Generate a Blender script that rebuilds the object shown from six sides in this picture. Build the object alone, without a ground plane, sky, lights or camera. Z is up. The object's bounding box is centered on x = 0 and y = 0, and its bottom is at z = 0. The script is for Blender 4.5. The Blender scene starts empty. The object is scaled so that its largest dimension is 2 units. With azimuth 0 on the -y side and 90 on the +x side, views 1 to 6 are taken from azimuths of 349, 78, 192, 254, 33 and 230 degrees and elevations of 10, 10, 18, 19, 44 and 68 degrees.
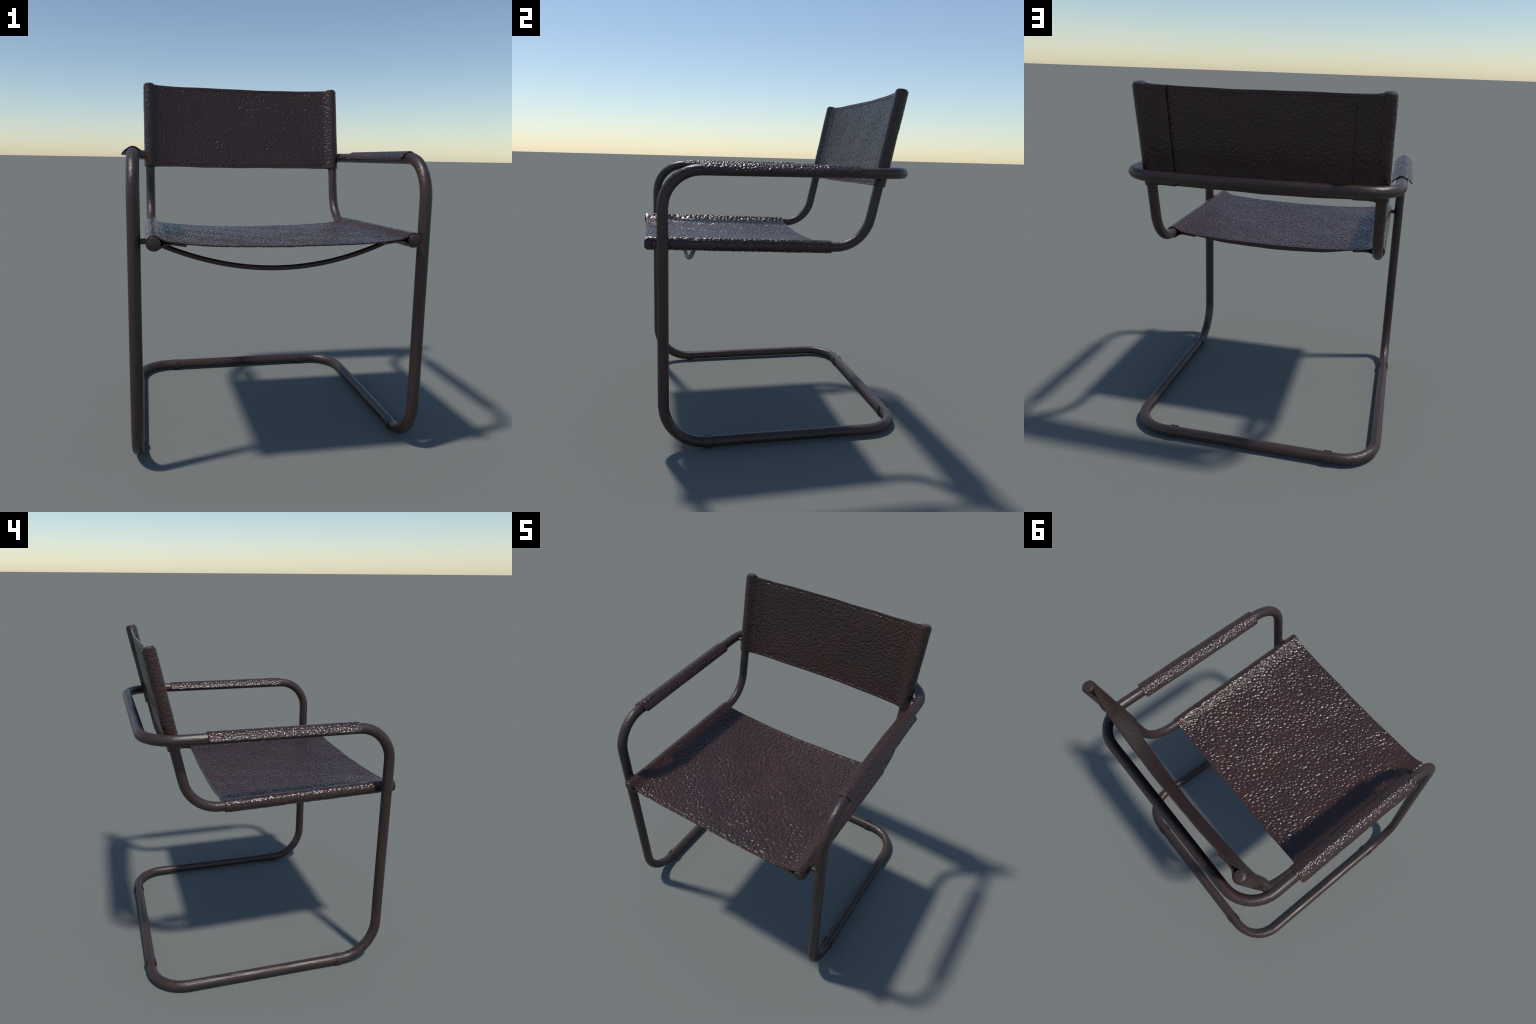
import bpy, math
import numpy as np
from mathutils import Vector

# ------------------------------------------------------------------ sizes (m)
R_FRAME = 0.0305          # big continuous frame tube
R_SIDE = 0.0285           # tubes that carry the seat and the back
X_FRAME = 0.710           # half width of the frame centreline
Y_FRONT = -0.664          # front legs
Y_BASE = 0.7225            # rear rail on the floor
Y_BAR = 0.711             # rear rail at armrest height
Z_BASE = 0.035
Z_ARM = 1.535
X_SIDE = 0.620            # half spacing of the seat/back tubes
SEAT_FRONT = (-0.7552, 1.1445)   # y, z of the seat tube's front end
SEAT_SLOPE = -0.0281            # dz/dy of the seat tube
BACK_PT = (0.541, 1.457)        # a point of the back tube (y, z)
BACK_SLOPE = 0.2045             # dy/dz of the back tube
BACK_TOP = 1.9935
LEATHER_T = 0.0068

root = bpy.data.objects.new("cantilever_armchair", None)
bpy.context.scene.collection.objects.link(root)
root["label"] = "cantilever armchair of dark brown tube with pebbled leather slings"
root["category"] = "chair"


# ------------------------------------------------------------------ materials
class Nodes:
    def __init__(self, name):
        self.mat = bpy.data.materials.new(name)
        self.mat.use_nodes = True
        self.t = self.mat.node_tree
        self.bsdf = next(n for n in self.t.nodes if n.type == 'BSDF_PRINCIPLED')
        self.co = self.t.nodes.new('ShaderNodeTexCoord').outputs['Object']

    def link(self, a, b):
        self.t.links.new(a, b)

    def put(self, sock, v):
        if hasattr(v, 'is_output'):
            self.link(v, sock)
        else:
            sock.default_value = v

    def mapping(self, scale, rot=(0, 0, 0), src=None):
        n = self.t.nodes.new('ShaderNodeMapping')
        self.link(src or self.co, n.inputs['Vector'])
        n.inputs['Scale'].default_value = scale
        n.inputs['Rotation'].default_value = rot
        return n.outputs['Vector']

    def noise(self, vec, scale, detail=3, rough=0.55, dist=0.0):
        n = self.t.nodes.new('ShaderNodeTexNoise')
        self.link(vec, n.inputs['Vector'])
        n.inputs['Scale'].default_value = scale
        n.inputs['Detail'].default_value = detail
        n.inputs['Roughness'].default_value = rough
        n.inputs['Distortion'].default_value = dist
        return n

    def voronoi(self, vec, scale, feature='SMOOTH_F1', smooth=0.4):
        n = self.t.nodes.new('ShaderNodeTexVoronoi')
        n.feature = feature
        self.link(vec, n.inputs['Vector'])
        n.inputs['Scale'].default_value = scale
        if feature == 'SMOOTH_F1':
            n.inputs['Smoothness'].default_value = smooth
        return n.outputs['Distance']

    def math(self, op, a, b=0.0, c=0.0, clamp=False):
        n = self.t.nodes.new('ShaderNodeMath')
        n.operation = op
        n.use_clamp = clamp
        for i, v in enumerate((a, b, c)):
            self.put(n.inputs[i], v)
        return n.outputs[0]

    def ramp(self, fac, stops):
        n = self.t.nodes.new('ShaderNodeValToRGB')
        self.link(fac, n.inputs[0])
        e = n.color_ramp.elements
        while len(e) < len(stops):
            e.new(0.5)
        for el, (p, c) in zip(e, stops):
            el.position = p
            el.color = (*c, 1) if len(c) == 3 else c
        return n.outputs[0]

    def maprange(self, v, a, b, c, d, smooth=False):
        n = self.t.nodes.new('ShaderNodeMapRange')
        if smooth:
            n.interpolation_type = 'SMOOTHSTEP'
        self.link(v, n.inputs[0])
        for i, x in enumerate((a, b, c, d)):
            n.inputs[i + 1].default_value = x
        return n.outputs[0]

    def mix(self, fac, a, b):
        n = self.t.nodes.new('ShaderNodeMix')
        n.data_type = 'RGBA'
        self.put(n.inputs[0], fac)
        for s, v in ((n.inputs[6], a), (n.inputs[7], b)):
            if hasattr(v, 'is_output'):
                self.link(v, s)
            else:
                s.default_value = (*v, 1)
        return n.outputs[2]

    def bump(self, height, strength, dist, prev=None):
        n = self.t.nodes.new('ShaderNodeBump')
        n.inputs['Strength'].default_value = strength
        n.inputs['Distance'].default_value = dist
        self.link(height, n.inputs['Height'])
        if prev is not None:
            self.link(prev, n.inputs['Normal'])
        return n.outputs['Normal']

    def xyz(self):
        n = self.t.nodes.new('ShaderNodeSeparateXYZ')
        self.link(self.co, n.inputs[0])
        return n.outputs


def leather_material(name, fine_scale=170.0, fine_depth=0.0011, tone=1.0, rough=(0.20, 0.28), blue=1.0, pits=0.45):
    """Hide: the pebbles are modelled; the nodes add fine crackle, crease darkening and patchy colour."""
    m = Nodes(name)
    fine = m.noise(m.co, fine_scale, 2, 0.6).outputs[0]
    m.link(m.bump(fine, 1.0, fine_depth), m.bsdf.inputs['Normal'])
    patch = m.noise(m.co, 3.2, 4, 0.6).outputs[0]
    c = lambda r, g, b: (r * tone, g * tone * (1 + blue) / 2, b * tone * blue)
    base = m.ramp(patch, [(0.35, c(0.036, 0.0202, 0.0186)), (0.55, c(0.042, 0.0216, 0.0188)),
                          (0.72, c(0.054, 0.0225, 0.0165))])
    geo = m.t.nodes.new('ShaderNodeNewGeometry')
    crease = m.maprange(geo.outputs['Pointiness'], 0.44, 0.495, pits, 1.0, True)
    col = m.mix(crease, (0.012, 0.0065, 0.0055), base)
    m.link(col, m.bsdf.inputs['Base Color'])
    rn = m.noise(m.co, 40.0, 3).outputs[0]
    m.link(m.maprange(rn, 0.3, 0.7, *rough), m.bsdf.inputs['Roughness'])
    m.bsdf.inputs['Specular IOR Level'].default_value = 0.45
    return m.mat


def tube_material(name, streaked=True):
    m = Nodes(name)
    x, y, z = m.xyz()
    # brushed streaks that follow the tube: three directions chosen by place
    sx = m.noise(m.mapping((4, 75, 75)), 1.0, 4, 0.6).outputs[0]
    sy = m.noise(m.mapping((75, 4, 75)), 1.0, 4, 0.6).outputs[0]
    sz = m.noise(m.mapping((75, 75, 4)), 1.0, 4, 0.6).outputs[0]
    low = m.maprange(z, 0.14, 0.22, 0.0, 1.0)
    high = m.maprange(z, 1.38, 1.46, 1.0, 0.0)
    upright = m.math('MULTIPLY', low, high)
    rear = m.math('MULTIPLY', m.maprange(y, 0.58, 0.66, 0.0, 1.0), m.math('SUBTRACT', 1.0, upright))

    def mixf(f, a, b):
        return m.math('ADD', m.math('MULTIPLY', a, m.math('SUBTRACT', 1.0, f)), m.math('MULTIPLY', b, f))
    streak = mixf(rear, mixf(upright, sy, sz), sx)
    if not streaked:
        streak = m.noise(m.co, 60.0, 3, 0.5).outputs[0]
    patch = m.noise(m.co, 5.0, 4, 0.6).outputs[0]
    col = m.ramp(patch, [(0.33, (0.034, 0.0210, 0.0195)), (0.55, (0.041, 0.0225, 0.0195)),
                         (0.72, (0.054, 0.0250, 0.0180))])
    dirt = m.maprange(streak, 0.35, 0.65, 0.9, 1.06)
    n = m.t.nodes.new('ShaderNodeMix')
    n.data_type = 'RGBA'
    n.blend_type = 'MULTIPLY'
    n.inputs[0].default_value = 1.0
    m.link(col, n.inputs[6])
    m.link(dirt, n.inputs[7])
    m.link(n.outputs[2], m.bsdf.inputs['Base Color'])
    m.link(m.maprange(streak, 0.32, 0.68, 0.31, 0.46), m.bsdf.inputs['Roughness'])
    m.link(m.bump(streak, 1.0, 0.0032), m.bsdf.inputs['Normal'])
    return m.mat


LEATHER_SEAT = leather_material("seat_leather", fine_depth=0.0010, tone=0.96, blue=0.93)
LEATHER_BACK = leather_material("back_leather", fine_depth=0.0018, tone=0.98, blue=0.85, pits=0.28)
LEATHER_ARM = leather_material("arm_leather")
TUBE = tube_material("brown_lacquered_tube")
CAP = tube_material("brown_lacquered_cap", False)
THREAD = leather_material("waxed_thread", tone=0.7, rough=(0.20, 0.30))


# ------------------------------------------------------------------ geometry helpers
def add_mesh(name, verts, faces, mat, parent=root, smooth_angle=None):
    me = bpy.data.meshes.new(name)
    if isinstance(faces, np.ndarray):                 # all quads
        me.vertices.add(len(verts))
        me.vertices.foreach_set("co", np.asarray(verts, np.float32).ravel())
        me.loops.add(faces.size)
        me.loops.foreach_set("vertex_index", faces.astype(np.int32).ravel())
        me.polygons.add(len(faces))
        me.polygons.foreach_set("loop_start", np.arange(0, faces.size, 4, dtype=np.int32))
        me.update(calc_edges=True)
    else:
        me.from_pydata([tuple(map(float, v)) for v in verts], [], faces)
    me.validate()
    me.materials.append(mat)
    me.polygons.foreach_set("use_smooth", [True] * len(me.polygons))
    if smooth_angle is not None:
        me.set_sharp_from_angle(angle=math.radians(smooth_angle))
    me.update()
    ob = bpy.data.objects.new(name, me)
    bpy.context.scene.collection.objects.link(ob)
    ob.parent = parent
    return ob


def sheet_faces(L, M):
    """Quads of a closed sheet: L x M top grid, then L x M bottom grid, and the four rims."""
    B = L * M
    i, j = np.meshgrid(np.arange(L - 1), np.arange(M - 1), indexing='ij')
    a = (i * M + j).ravel()
    b, c, d = a + 1, a + M + 1, a + M
    parts = [np.stack([a, b, c, d], 1), np.stack([B + d, B + c, B + b, B + a], 1)]
    j = np.arange(M - 1)
    parts.append(np.stack([B + j, B + j + 1, j + 1, j], 1))
    e = (L - 1) * M + j
    parts.append(np.stack([e, e + 1, B + e + 1, B + e], 1))
    a = np.arange(L - 1) * M
    parts.append(np.stack([B + a + M, B + a, a, a + M], 1))
    a = a + M - 1
    parts.append(np.stack([a, B + a, B + a + M, a + M], 1))
    return np.concatenate(parts)


def fillet_path(points, radii, steps=8, closed=False):
    """Polyline with every corner replaced by an arc of the given radius."""
    pts = [Vector(p) for p in points]
    n = len(pts)
    out = []
    for i, p in enumerate(pts):
        r = radii[i]
        if r == 0 or (not closed and i in (0, n - 1)):
            out.append(p)
            continue
        a = (pts[i - 1] - p).normalized()
        b = (pts[(i + 1) % n] - p).normalized()
        half = a.angle(b) / 2
        tlen = r / math.tan(half)
        c = p + (a + b).normalized() * (r / math.sin(half))
        s, e = p + a * tlen - c, p + b * tlen - c
        ang = s.angle(e)
        for k in range(steps + 1):
            f = k / steps
            v = (s * math.sin((1 - f) * ang) + e * math.sin(f * ang)) / math.sin(ang)
            out.append(c + v)
    return out


def sweep(path, radius, sides=12, closed=False, phase=0.5, cap=True):
    """Tube along a path; rotation-minimising frames."""
    n = len(path)
    tang = []
    for i in range(n):
        if closed:
            d = path[(i + 1) % n] - path[i - 1]
        else:
            d = path[min(i + 1, n - 1)] - path[max(i - 1, 0)]
        tang.append(d.normalized())
    ref = Vector((0, 0, 1)) if abs(tang[0].z) < 0.9 else Vector((0, 1, 0))
    u = (ref - tang[0] * ref.dot(tang[0])).normalized()
    verts, faces = [], []
    for i in range(n):
        u = (u - tang[i] * u.dot(tang[i])).normalized()
        w = tang[i].cross(u)
        for k in range(sides):
            a = 2 * math.pi * (k + phase) / sides
            verts.append(path[i] + (u * math.cos(a) + w * math.sin(a)) * radius)
    for i in range(n if closed else n - 1):
        j = (i + 1) % n
        for k in range(sides):
            l = (k + 1) % sides
            faces.append((i * sides + k, j * sides + k, j * sides + l, i * sides + l)[::-1])
    if cap and not closed:
        faces.append(tuple(range(sides)))
        faces.append(tuple(range((n - 1) * sides, n * sides))[::-1])
    return verts, faces


def lathe(origin, axis, profile, sides=20):
    """Solid of revolution: profile of (radius, height) along axis from origin."""
    axis = Vector(axis).normalized()
    u = axis.orthogonal().normalized()
    w = axis.cross(u)
    o = Vector(origin)
    verts, faces = [], []
    for r, h in profile:
        for k in range(sides):
            a = 2 * math.pi * k / sides
            verts.append(o + axis * h + (u * math.cos(a) + w * math.sin(a)) * r)
    for i in range(len(profile) - 1):
        for k in range(sides):
            l = (k + 1) % sides
            faces.append((i * sides + k, i * sides + l, (i + 1) * sides + l, (i + 1) * sides + k))
    faces.append(tuple(range(sides))[::-1])
    faces.append(tuple(range((len(profile) - 1) * sides, len(profile) * sides)))
    return verts, faces


def monotone(xs, ys, q):
    """Smooth monotone cubic through (xs, ys), sampled at q (xs increasing)."""
    xs, ys, q = map(lambda a: np.asarray(a, float), (xs, ys, q))
    h = np.diff(xs)
    d = np.diff(ys) / h
    m = np.empty_like(ys)
    m[0], m[-1] = d[0], d[-1]
    for i in range(1, len(xs) - 1):
        m[i] = 0 if d[i - 1] * d[i] <= 0 else 3 * (h[i - 1] + h[i]) / (
            (2 * h[i] + h[i - 1]) / d[i - 1] + (h[i] + 2 * h[i - 1]) / d[i])
    i = np.clip(np.searchsorted(xs, q) - 1, 0, len(xs) - 2)
    t = (q - xs[i]) / h[i]
    return ((1 + 2 * t) * (1 - t) ** 2 * ys[i] + t * (1 - t) ** 2 * h[i] * m[i]
            + t * t * (3 - 2 * t) * ys[i + 1] + t * t * (t - 1) * h[i] * m[i + 1])


def pebbles(a, b, size_a, size_b, turn, seed, peaked=False):
    """Domed cells (0 in the creases, 1 on the crowns) over surface coordinates a, b in metres.
    Cells measure size_a across and size_b along a direction turned by `turn` degrees from b;
    peaked gives even flanks with a rounded top instead of shallow domes."""
    rng = np.random.default_rng(seed)
    ph = rng.uniform(0, 6.28, 12)
    wa = a + 0.010 * np.sin(9 * b + 4 * a + ph[0]) + 0.006 * np.sin(21 * a - 13 * b + ph[1]) + 0.003 * np.sin(47 * b + ph[2])
    wb = b + 0.012 * np.sin(8 * a - 3 * b + ph[3]) + 0.006 * np.sin(19 * b + 16 * a + ph[4]) + 0.003 * np.sin(43 * a + ph[5])
    t = math.radians(turn)
    u = (wa * math.cos(t) - wb * math.sin(t)) / size_a
    v = (wa * math.sin(t) + wb * math.cos(t)) / size_b
    n = 256
    jit = rng.uniform(0.08, 0.92, (n, n, 2))
    lift = rng.uniform(0.0, 0.22, (n, n))
    iu, iv = np.floor(u).astype(int), np.floor(v).astype(int)
    total = np.full(u.shape, 1e-9)
    for du in (-1, 0, 1):
        for dv in (-1, 0, 1):
            cu, cv = iu + du, iv + dv
            j = jit[cu % n, cv % n]
            d = (cu + j[..., 0] - u) ** 2 + (cv + j[..., 1] - v) ** 2 + lift[cu % n, cv % n] * 0.4
            # soft minimum so that neighbouring pebbles melt into one another a little
            w = np.exp(-d * 16.0)
            total += w
    best = -np.log(total) / 16.0
    if peaked:
        return 1.2 - np.sqrt(np.clip(best, 0, None) + 0.02) / 0.75
    return np.clip(1.0 - best / 0.55, -0.4, 1.2)


# ------------------------------------------------------------------ main frame: one endless tube
def build_frame():
    x = X_FRAME
    corners = [(x, Y_FRONT, Z_BASE), (x, Y_FRONT, Z_ARM), (x, Y_BAR, Z_ARM), (-x, Y_BAR, Z_ARM),
               (-x, Y_FRONT, Z_ARM), (-x, Y_FRONT, Z_BASE), (-x, Y_BASE, Z_BASE), (x, Y_BASE, Z_BASE)]
    radii = [0.235, 0.200, 0.190, 0.190, 0.200, 0.235, 0.200, 0.200]
    path = fillet_path(corners, radii, 9, closed=True)
    # extra rings in the straight runs keep the smooth normals even
    v, f = sweep(path, R_FRAME, 14, closed=True)
    return add_mesh("tubular_frame", v, f, TUBE)


# ------------------------------------------------------------------ seat and back tubes
def side_path(sx):
    y0, z0 = SEAT_FRONT
    # corner where the seat line meets the back line
    # z = z0 + s (y - y0);  y = yb + k (z - zb)
    yb, zb = BACK_PT
    s, k = SEAT_SLOPE, BACK_SLOPE
    z = (z0 + s * (yb - k * zb - y0)) / (1 - s * k)
    y = yb + k * (z - zb)
    top = (sx * X_SIDE, yb + k * (BACK_TOP - zb), BACK_TOP)
    return fillet_path([(sx * X_SIDE, y0, z0), (sx * X_SIDE, y, z), top], [0, 0.205, 0], 9)


def build_side_tubes():
    for sx in (1, -1):
        path = side_path(sx)
        v, f = sweep(path, R_SIDE, 14)
        tube = add_mesh("side_tube", v, f, TUBE, smooth_angle=50)
        prof = [(0.0296, -0.022), (0.0300, -0.004), (0.0290, -0.0012), (0.0262, 0.0008), (0.012, 0.0016), (0.0004, 0.0018)]
        for end, nxt in ((path[0], path[1]), (path[-1], path[-2])):
            v, f = lathe(end, end - nxt, prof, 22)
            add_mesh("end_cap", v, f, CAP, tube, 50)


def build_rods():
    seat_z = SEAT_FRONT[1] + SEAT_SLOPE * (Y_FRONT - SEAT_FRONT[0])
    back_y = BACK_PT[0] + BACK_SLOPE * (Z_ARM - 0.006 - BACK_PT[1])
    for y, z in ((Y_FRONT, seat_z), (back_y, Z_ARM - 0.006)):
        for sx in (1, -1):
            prof = [(0.0135, 0.0), (0.0135, X_FRAME - X_SIDE)]
            v, f = lathe((sx * X_SIDE, y, z), (sx, 0, 0), prof, 14)
            add_mesh("connecting_rod", v, f, TUBE, smooth_angle=50)
    # sagging brace under the seat
    w = 0.598
    y = -0.494
    path = []
    for i in range(25):
        t = -1 + 2 * i / 24
        path.append(Vector((t * w, y, 0.973 + 0.132 * t * t)))
    v, f = sweep(path, 0.0132, 10)
    add_mesh("seat_brace", v, f, TUBE, smooth_angle=50)


# ------------------------------------------------------------------ floor clips
def build_clips():
    ri, ro, half = R_FRAME + 0.0004, 0.0350, 0.0225
    a0, a1 = math.radians(-222), math.radians(42)
    n = 26
    verts, faces = [], []
    ring = []
    for i in range(n + 1):
        a = a0 + (a1 - a0) * i / n
        flare = 0.0022 * max(0, 1 - min(i, n - i) / 4.0)
        ring.append((math.cos(a), math.sin(a), ri + flare * 0.6, ro + flare))
    for c, s, a, b in ring:
        for r, y in ((a, -half), (b - 0.0008, -half), (b, -half + 0.001), (b, half - 0.001), (b - 0.0008, half), (a, half)):
            verts.append((c * r, y, s * r))
    for i in range(n):
        for k in range(6):
            l = (k + 1) % 6
            faces.append((i * 6 + k, i * 6 + l, (i + 1) * 6 + l, (i + 1) * 6 + k))
    faces.append(tuple(range(6))[::-1])
    faces.append(tuple(range(n * 6, n * 6 + 6)))
    first = add_mesh("floor_clip", verts, faces, TUBE, smooth_angle=40)
    spots = [(X_FRAME, -0.420, 0), (-X_FRAME, -0.420, 0), (0.456, Y_BASE, 90), (-0.456, Y_BASE, 90)]
    for i, (x, y, rot) in enumerate(spots):
        ob = first
        if i:
            ob = first.copy()
            bpy.context.scene.collection.objects.link(ob)
        ob.location = (x, y, Z_BASE)
        ob.rotation_euler = (0, 0, math.radians(rot))


# ------------------------------------------------------------------ leather slings
def sling_half_profile():
    """Mid-line of the leather from the centre to the flap end, as (x, n):
    across the span, round the tube and back under itself."""
    rm = R_SIDE + 0.0006 + LEATHER_T / 2
    d_nodes = [rm * math.sin(math.radians(34)), 0.030, 0.042, 0.060, 0.083, 0.146, 0.30, X_SIDE]
    n_nodes = [rm * math.cos(math.radians(34)), 0.0202, 0.0132, 0.0062, 0.0022, -0.0050, -0.0150, -0.0240]
    seams = [0.085, 0.108]
    d = np.unique(np.round(np.concatenate([
        np.linspace(X_SIDE, 0.15, 60), np.linspace(0.15, d_nodes[0], 46),
        *[[s + o for o in (-0.004, -0.002, -0.001, 0, 0.001, 0.002, 0.004)] for s in seams]]), 5))[::-1]
    n = monotone(d_nodes, n_nodes, d)
    pts = [(X_SIDE - a, b) for a, b in zip(d, n)]
    kind = [float(a) for a in d]          # distance from the tube on the face side
    for ang in np.linspace(34, -360 + 140, 52)[1:]:
        a = math.radians(ang)
        pts.append((X_SIDE - rm * math.sin(a), rm * math.cos(a)))
        kind.append(-1.0)
    a = math.radians(140)
    fd = [rm * math.sin(a), 0.032, 0.043, 0.060, 0.085, 0.115, 0.144]
    fn = [rm * math.cos(a), -0.0165, -0.0105, -0.0062, -0.0064, -0.0104, -0.0136]
    q = np.linspace(fd[0], fd[-1], 40)[1:]
    # the flap rises then follows the span down: plain interpolation with smoothing
    vals = np.interp(q, fd, fn)
    for _ in range(3):
        vals[1:-1] = (vals[:-2] + 2 * vals[1:-1] + vals[2:]) / 4
    for a, b in zip(q, vals):
        pts.append((X_SIDE - a, b))
        kind.append(-2.0)
    return pts, kind


def fine_seams(seams):
    return np.round([s + o for s in seams for o in (-0.002, -0.001, 0, 0.001, 0.002)], 5)


def build_sling(name, mat, origin, axis, normal, length, edge_lines, seams, bowl, grain, seed, hang=0.0, groove_depth=0.0012):
    """origin: point midway between the tubes at the sling's first edge; axis: along the tubes;
    normal: away from the tubes on the face side."""
    axis, normal, origin = Vector(axis).normalized(), Vector(normal).normalized(), Vector(origin)
    half, kind = sling_half_profile()
    path = [(-x, n) for x, n in half[::-1]] + half[1:]
    kinds = kind[::-1] + kind[1:]
    P = np.array(path)
    K = np.array(kinds)
    # resample to an even, fine spacing for the modelled grain
    arc = np.concatenate([[0], np.cumsum(np.linalg.norm(np.diff(P, axis=0), axis=1))])
    step = grain[4]
    q = np.unique(np.round(np.concatenate([np.linspace(0, arc[-1], int(arc[-1] / step)), arc[np.isin(np.round(K, 5), fine_seams(seams))]]), 5))
    seg = np.clip(np.searchsorted(arc, q, side='right') - 1, 0, len(arc) - 2)
    near = np.where(q - arc[seg] < arc[seg + 1] - q, seg, seg + 1)
    Kf = np.where((K[seg] > 0) & (K[seg + 1] > 0), K[seg] + (K[seg + 1] - K[seg]) * (q - arc[seg]) / (arc[seg + 1] - arc[seg]), K[near])
    P = np.stack([np.interp(q, arc, P[:, 0]), np.interp(q, arc, P[:, 1])], 1)
    K = Kf
    arc = q
    T = np.gradient(P, axis=0)
    T /= np.linalg.norm(T, axis=1)[:, None]
    for _ in range(4):
        T[1:-1] = (T[:-2] + 2 * T[1:-1] + T[2:]) / 4
    T /= np.linalg.norm(T, axis=1)[:, None]
    N = np.stack([-T[:, 1], T[:, 0]], 1)          # points to the face side
    extra = [l + o for l in edge_lines for o in (-0.004, -0.002, -0.001, 0, 0.001, 0.002, 0.004)]
    s = np.unique(np.round(np.concatenate([np.linspace(0, length, int(length / grain[4])), extra]), 5))
    s = s[(s >= 0) & (s <= length)]
    M, L = len(P), len(s)
    rng = np.random.default_rng(seed)
    ph = rng.uniform(0, 6.28, 8)
    S, X = np.meshgrid(s, P[:, 0], indexing='ij')
    Kg = np.broadcast_to(K, S.shape)
    u = np.clip(np.abs(X) / X_SIDE, 0, 1)
    span = np.where(Kg > 0, np.clip((Kg - 0.03) / 0.2, 0, 1), np.where(Kg == -2, np.clip((X_SIDE - np.abs(X) - 0.03) / 0.2, 0, 1), 0))
    v = S / length
    off = -bowl * np.sin(np.pi * v) * (1 - u ** 2) * span
    off += span * 0.0012 * (np.sin(7 * X + 5 * S + ph[0]) + np.sin(13 * S - 9 * X + ph[1]) * 0.6)
    # free edges of the leather wander a little
    jit = 0.0012 * (np.sin(9 * X[0] + ph[2]) + 0.6 * np.sin(23 * X[0] + ph[3]))
    ends = np.clip(np.abs(v - 0.5) * 2, 0, 1) ** 8
    Sj = S + np.where(v > 0.5, 1, -1) * ends * jit[None, :]
    # stitched grooves
    groove = np.zeros_like(S)
    for l in edge_lines:
        on = (Kg > 0.08) | (Kg == -2)
        groove += on * np.exp(-((S - l) / 0.0016) ** 2)
    for c in seams:
        groove += (Kg > 0) * np.exp(-((Kg - c) / 0.0016) ** 2) * (S > edge_lines[0]) * (S < edge_lines[-1])
    for c in seams[-1:]:                              # the same row of stitches seen on the flap
        groove += 0.8 * (Kg == -2) * np.exp(-((X_SIDE - np.abs(X) - c) / 0.0018) ** 2)
    groove = np.clip(groove, 0, 1)
    A = np.broadcast_to(arc - arc[-1] / 2, S.shape)
    # the grain flattens in the grooves, on the wraps and at the cut edges
    rim = np.clip(np.minimum(S, length - S) / 0.009, 0, 1)
    calm = (1 - 0.7 * groove) * np.where(Kg == -1, 0.7, 1.0) * (0.25 + 0.75 * rim)
    grain_top = (pebbles(A, S, grain[0], grain[1], grain[2], seed, grain[5]) - 0.55) * grain[3] * calm
    grain_bot = (pebbles(-A, S, grain[0], grain[1], grain[2], seed + 50) - 0.55) * grain[3] * (0.7 if grain[5] else 1.1) * calm
    # the wrap over the tubes is not perfectly even
    wrap = (Kg < 0) * 0.0007 * (1 + np.sin(17 * S + ph[4]) * 0.6 + np.sin(31 * S + 40 * X + ph[5]) * 0.4)
    groove = groove * groove_depth
    # the lower skin hangs a little deeper towards the far edge
    droop = hang * span * (1 - u ** 2) * v ** 3 * np.clip((Kg - 0.145) / 0.16, 0, 1)
    edge = np.minimum(s, length - s)
    round_ = np.where(edge < 1e-6, 0.86, 1.0)[:, None]
    ht = LEATHER_T / 2 * np.ones_like(S)
    o3, a3, n3 = np.array(origin), np.array(axis), np.array(normal)
    x3 = np.array((1.0, 0, 0))

    def layer(sign):
        h = sign * (ht * round_ - groove) + (grain_top + wrap if sign > 0 else -grain_bot)
        px = X + N[None, :, 0] * h
        pn = P[None, :, 1] + N[None, :, 1] * h + off - (droop if sign < 0 else 0)
        return o3 + px[..., None] * x3 + pn[..., None] * n3 + Sj[..., None] * a3
    top, bot = layer(1).reshape(-1, 3), layer(-1).reshape(-1, 3)
    verts = np.concatenate([top, bot])
    faces = sheet_faces(L, M)
    if axis.cross(Vector((1, 0, 0))).dot(normal) > 0:
        faces = faces[:, ::-1]
    ob = add_mesh(name, verts, faces, mat, smooth_angle=62)

    # --- stitches: short threads lying in the grooves of the face side
    top3 = top.reshape(L, M, 3)
    face_cols = np.where(K > 0)[0]
    xs = P[face_cols, 0]

    def point(x, sv):
        i = int(np.clip(np.searchsorted(s, sv) - 1, 0, L - 2))
        f = (sv - s[i]) / (s[i + 1] - s[i])
        j = int(np.clip(np.searchsorted(xs, x) - 1, 0, len(xs) - 2))
        g = (x - xs[j]) / (xs[j + 1] - xs[j])
        a = top3[i, face_cols[j]] * (1 - g) + top3[i, face_cols[j + 1]] * g
        b = top3[i + 1, face_cols[j]] * (1 - g) + top3[i + 1, face_cols[j + 1]] * g
        return Vector(a * (1 - f) + b * f)
    sv_, sf_ = [], []
    pitch, ln = 0.0125, 0.0085

    def thread(a, b):
        d = (b - a).normalized()
        w = d.cross(normal).normalized()
        k0 = len(sv_)
        for t, r in ((0.0, 0.0004), (0.15, 0.0009), (0.85, 0.0009), (1.0, 0.0004)):
            c = a.lerp(b, t) + normal * (0.0001 if 0 < t < 1 else -0.0006)
            for q in range(6):
                an = q * math.pi / 3
                sv_.append(c + w * math.cos(an) * r + normal * math.sin(an) * r)
        for i in range(3):
            for q in range(6):
                l = (q + 1) % 6
                sf_.append((k0 + i * 6 + q, k0 + i * 6 + l, k0 + i * 6 + 6 + l, k0 + i * 6 + 6 + q))
        sf_.append(tuple(range(k0, k0 + 6))[::-1])
        sf_.append(tuple(range(k0 + 18, k0 + 24)))
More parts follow.
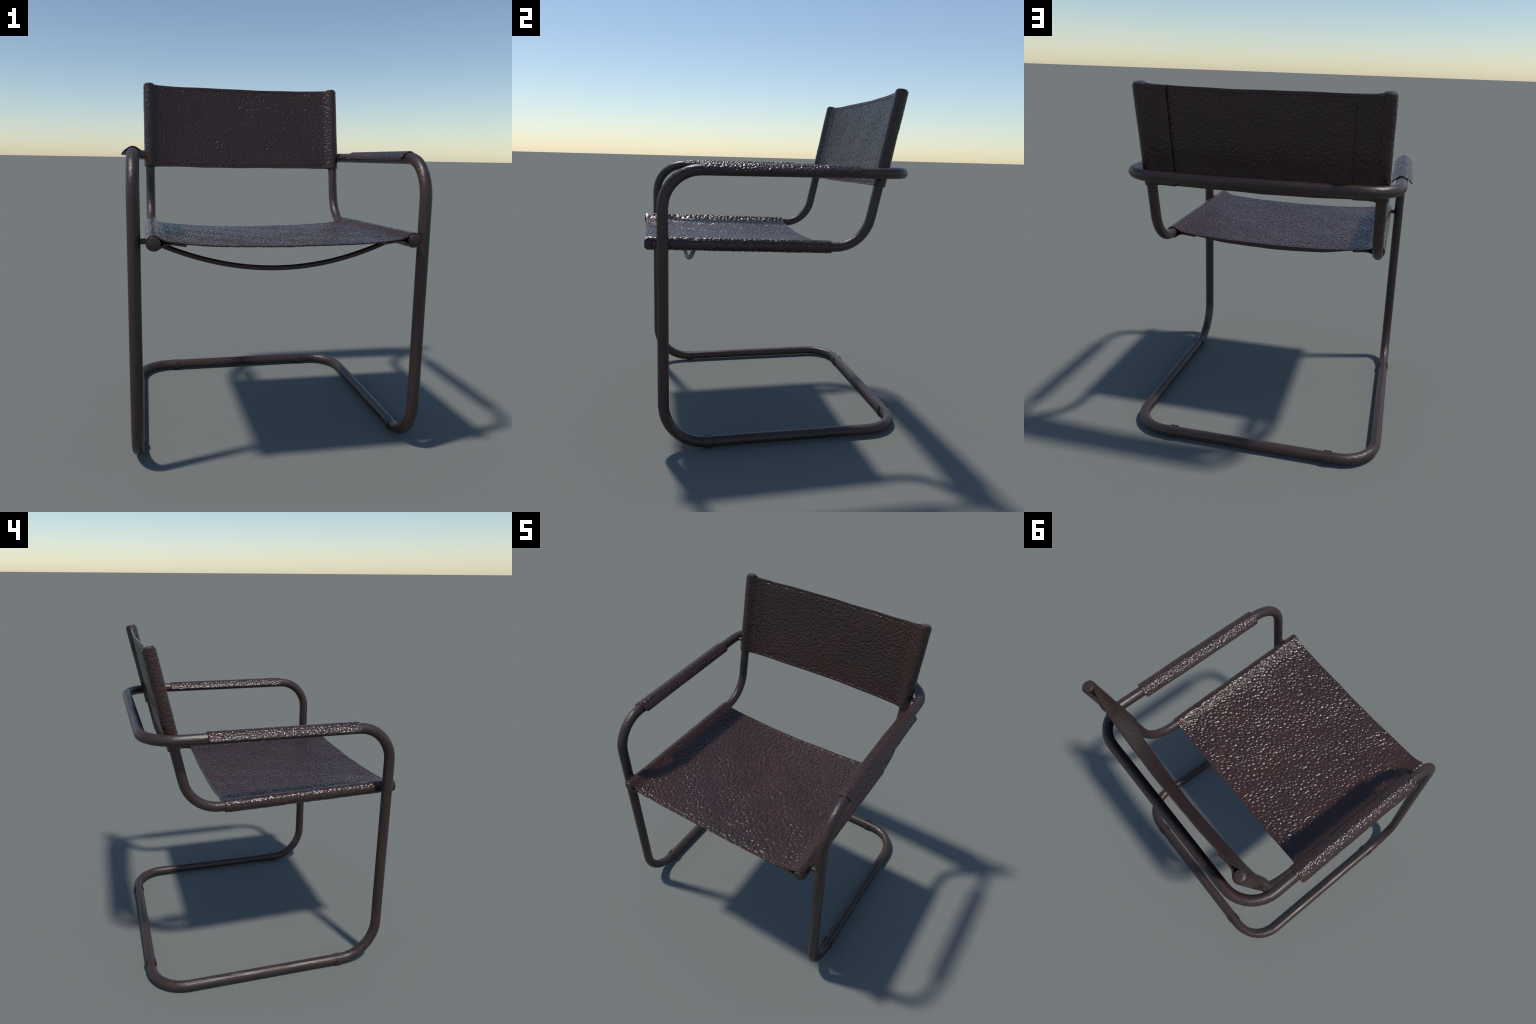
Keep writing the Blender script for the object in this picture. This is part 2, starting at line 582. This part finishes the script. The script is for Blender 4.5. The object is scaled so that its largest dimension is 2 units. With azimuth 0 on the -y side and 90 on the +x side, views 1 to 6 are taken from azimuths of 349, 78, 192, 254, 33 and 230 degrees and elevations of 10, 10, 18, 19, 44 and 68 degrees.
    xmax = X_SIDE - seams[0]
    for l in edge_lines:
        x = -xmax
        while x < xmax - ln:
            thread(point(x, l), point(x + ln, l))
            x += pitch * rng.uniform(0.94, 1.06)
    for c in seams:
        for sx in (1, -1):
            q = edge_lines[0]
            while q < edge_lines[-1] - ln:
                thread(point(sx * (X_SIDE - c), q), point(sx * (X_SIDE - c), q + ln))
                q += pitch * rng.uniform(0.94, 1.06)
    st = add_mesh("stitching", sv_, sf_, THREAD, ob)
    st["kind"] = "stuff"
    return ob


def build_slings():
    # seat: from the front edge to the rear edge
    y0, y1 = -0.749, 0.277
    ax = Vector((0, 1, SEAT_SLOPE)).normalized()
    nm = Vector((0, -SEAT_SLOPE, 1)).normalized()
    o = (0, y0, SEAT_FRONT[1] + SEAT_SLOPE * (y0 - SEAT_FRONT[0]))
    ln = (y1 - y0) / ax.y
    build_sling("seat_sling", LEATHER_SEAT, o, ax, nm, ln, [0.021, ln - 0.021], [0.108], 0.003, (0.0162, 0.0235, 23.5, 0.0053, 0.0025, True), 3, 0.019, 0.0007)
    # back: from the lower edge up
    z0, z1 = 1.462, 1.9865
    ax = Vector((0, BACK_SLOPE, 1)).normalized()
    nm = Vector((0, -1, BACK_SLOPE)).normalized()
    o = (0, BACK_PT[0] + BACK_SLOPE * (z0 - BACK_PT[1]), z0)
    ln = (z1 - z0) / ax.z
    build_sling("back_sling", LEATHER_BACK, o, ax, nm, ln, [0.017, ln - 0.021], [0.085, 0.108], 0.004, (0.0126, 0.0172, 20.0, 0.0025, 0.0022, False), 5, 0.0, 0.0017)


# ------------------------------------------------------------------ leather arm pads
def build_arm_pads():
    y0, y1 = -0.458, 0.384
    t = 0.0062
    r = R_FRAME + 0.0006 + t / 2
    brk = math.radians(44)
    prof = []
    for a in np.linspace(-brk, brk, 21):
        prof.append((r * math.sin(a), r * math.cos(a)))
    tip = (0.0525, -0.0055)
    e = prof[-1]
    side = []
    for k in range(1, 11):
        f = k / 10
        bulge = 0.0022 * math.sin(math.pi * f)
        side.append((e[0] + (tip[0] - e[0]) * f + bulge, e[1] + (tip[1] - e[1]) * f + bulge))
    prof = [(-x, z) for x, z in side[::-1]] + prof + side
    P = np.array(prof)
    T = np.gradient(P, axis=0)
    T /= np.linalg.norm(T, axis=1)[:, None]
    N = np.stack([-T[:, 1], T[:, 0]], 1)
    arc = np.concatenate([[0], np.cumsum(np.linalg.norm(np.diff(P, axis=0), axis=1))])
    tot = arc[-1]
    cr = 0.016
    step = 0.0024
    q = np.linspace(0, tot, int(tot / step))
    P = np.stack([np.interp(q, arc, P[:, 0]), np.interp(q, arc, P[:, 1])], 1)
    N = np.stack([np.interp(q, arc, N[:, 0]), np.interp(q, arc, N[:, 1])], 1)
    N /= np.linalg.norm(N, axis=1)[:, None]
    M, Ls = len(q), int((y1 - y0) / step)
    e = np.minimum(q, tot - q)
    # rounded corners: rows shorten near both long edges
    cut = np.where(e > cr, 0.0, cr - np.sqrt(np.clip(cr * cr - (cr - e) ** 2, 0, None)))
    w = np.linspace(-1, 1, Ls)[:, None]
    Y = (y0 + y1) / 2 + w * ((y1 - y0) / 2 - cut)[None, :]
    rim = np.ones((Ls, M))
    rim[[0, -1], :] = 0.6
    rim[:, [0, -1]] = 0.6
    for sx in (1, -1):
        rng = np.random.default_rng(11 + sx)
        ph = rng.uniform(0, 6.28, 4)
        Q = np.broadcast_to(q - tot / 2, Y.shape)
        grain = pebbles(Q, Y, 0.0118, 0.0150, 12.0 * sx, 21 + sx) - 0.55
        flare = (0.0016 * np.sin(8 * Y + ph[0]) + 0.0008 * np.sin(19 * Y + ph[1])) * np.clip(1 - e / 0.03, 0, None)
        layers = []
        for sgn in (1, -1):
            h = sgn * t / 2 * rim + flare + (grain * 0.0031 if sgn > 0 else 0)
            layers.append(np.stack([sx * X_FRAME + P[None, :, 0] + N[None, :, 0] * h, Y,
                                    Z_ARM + P[None, :, 1] + N[None, :, 1] * h], -1).reshape(-1, 3))
        faces = sheet_faces(Ls, M)
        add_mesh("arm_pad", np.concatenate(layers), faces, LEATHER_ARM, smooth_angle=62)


build_frame()
build_side_tubes()
build_rods()
build_clips()
build_slings()
build_arm_pads()
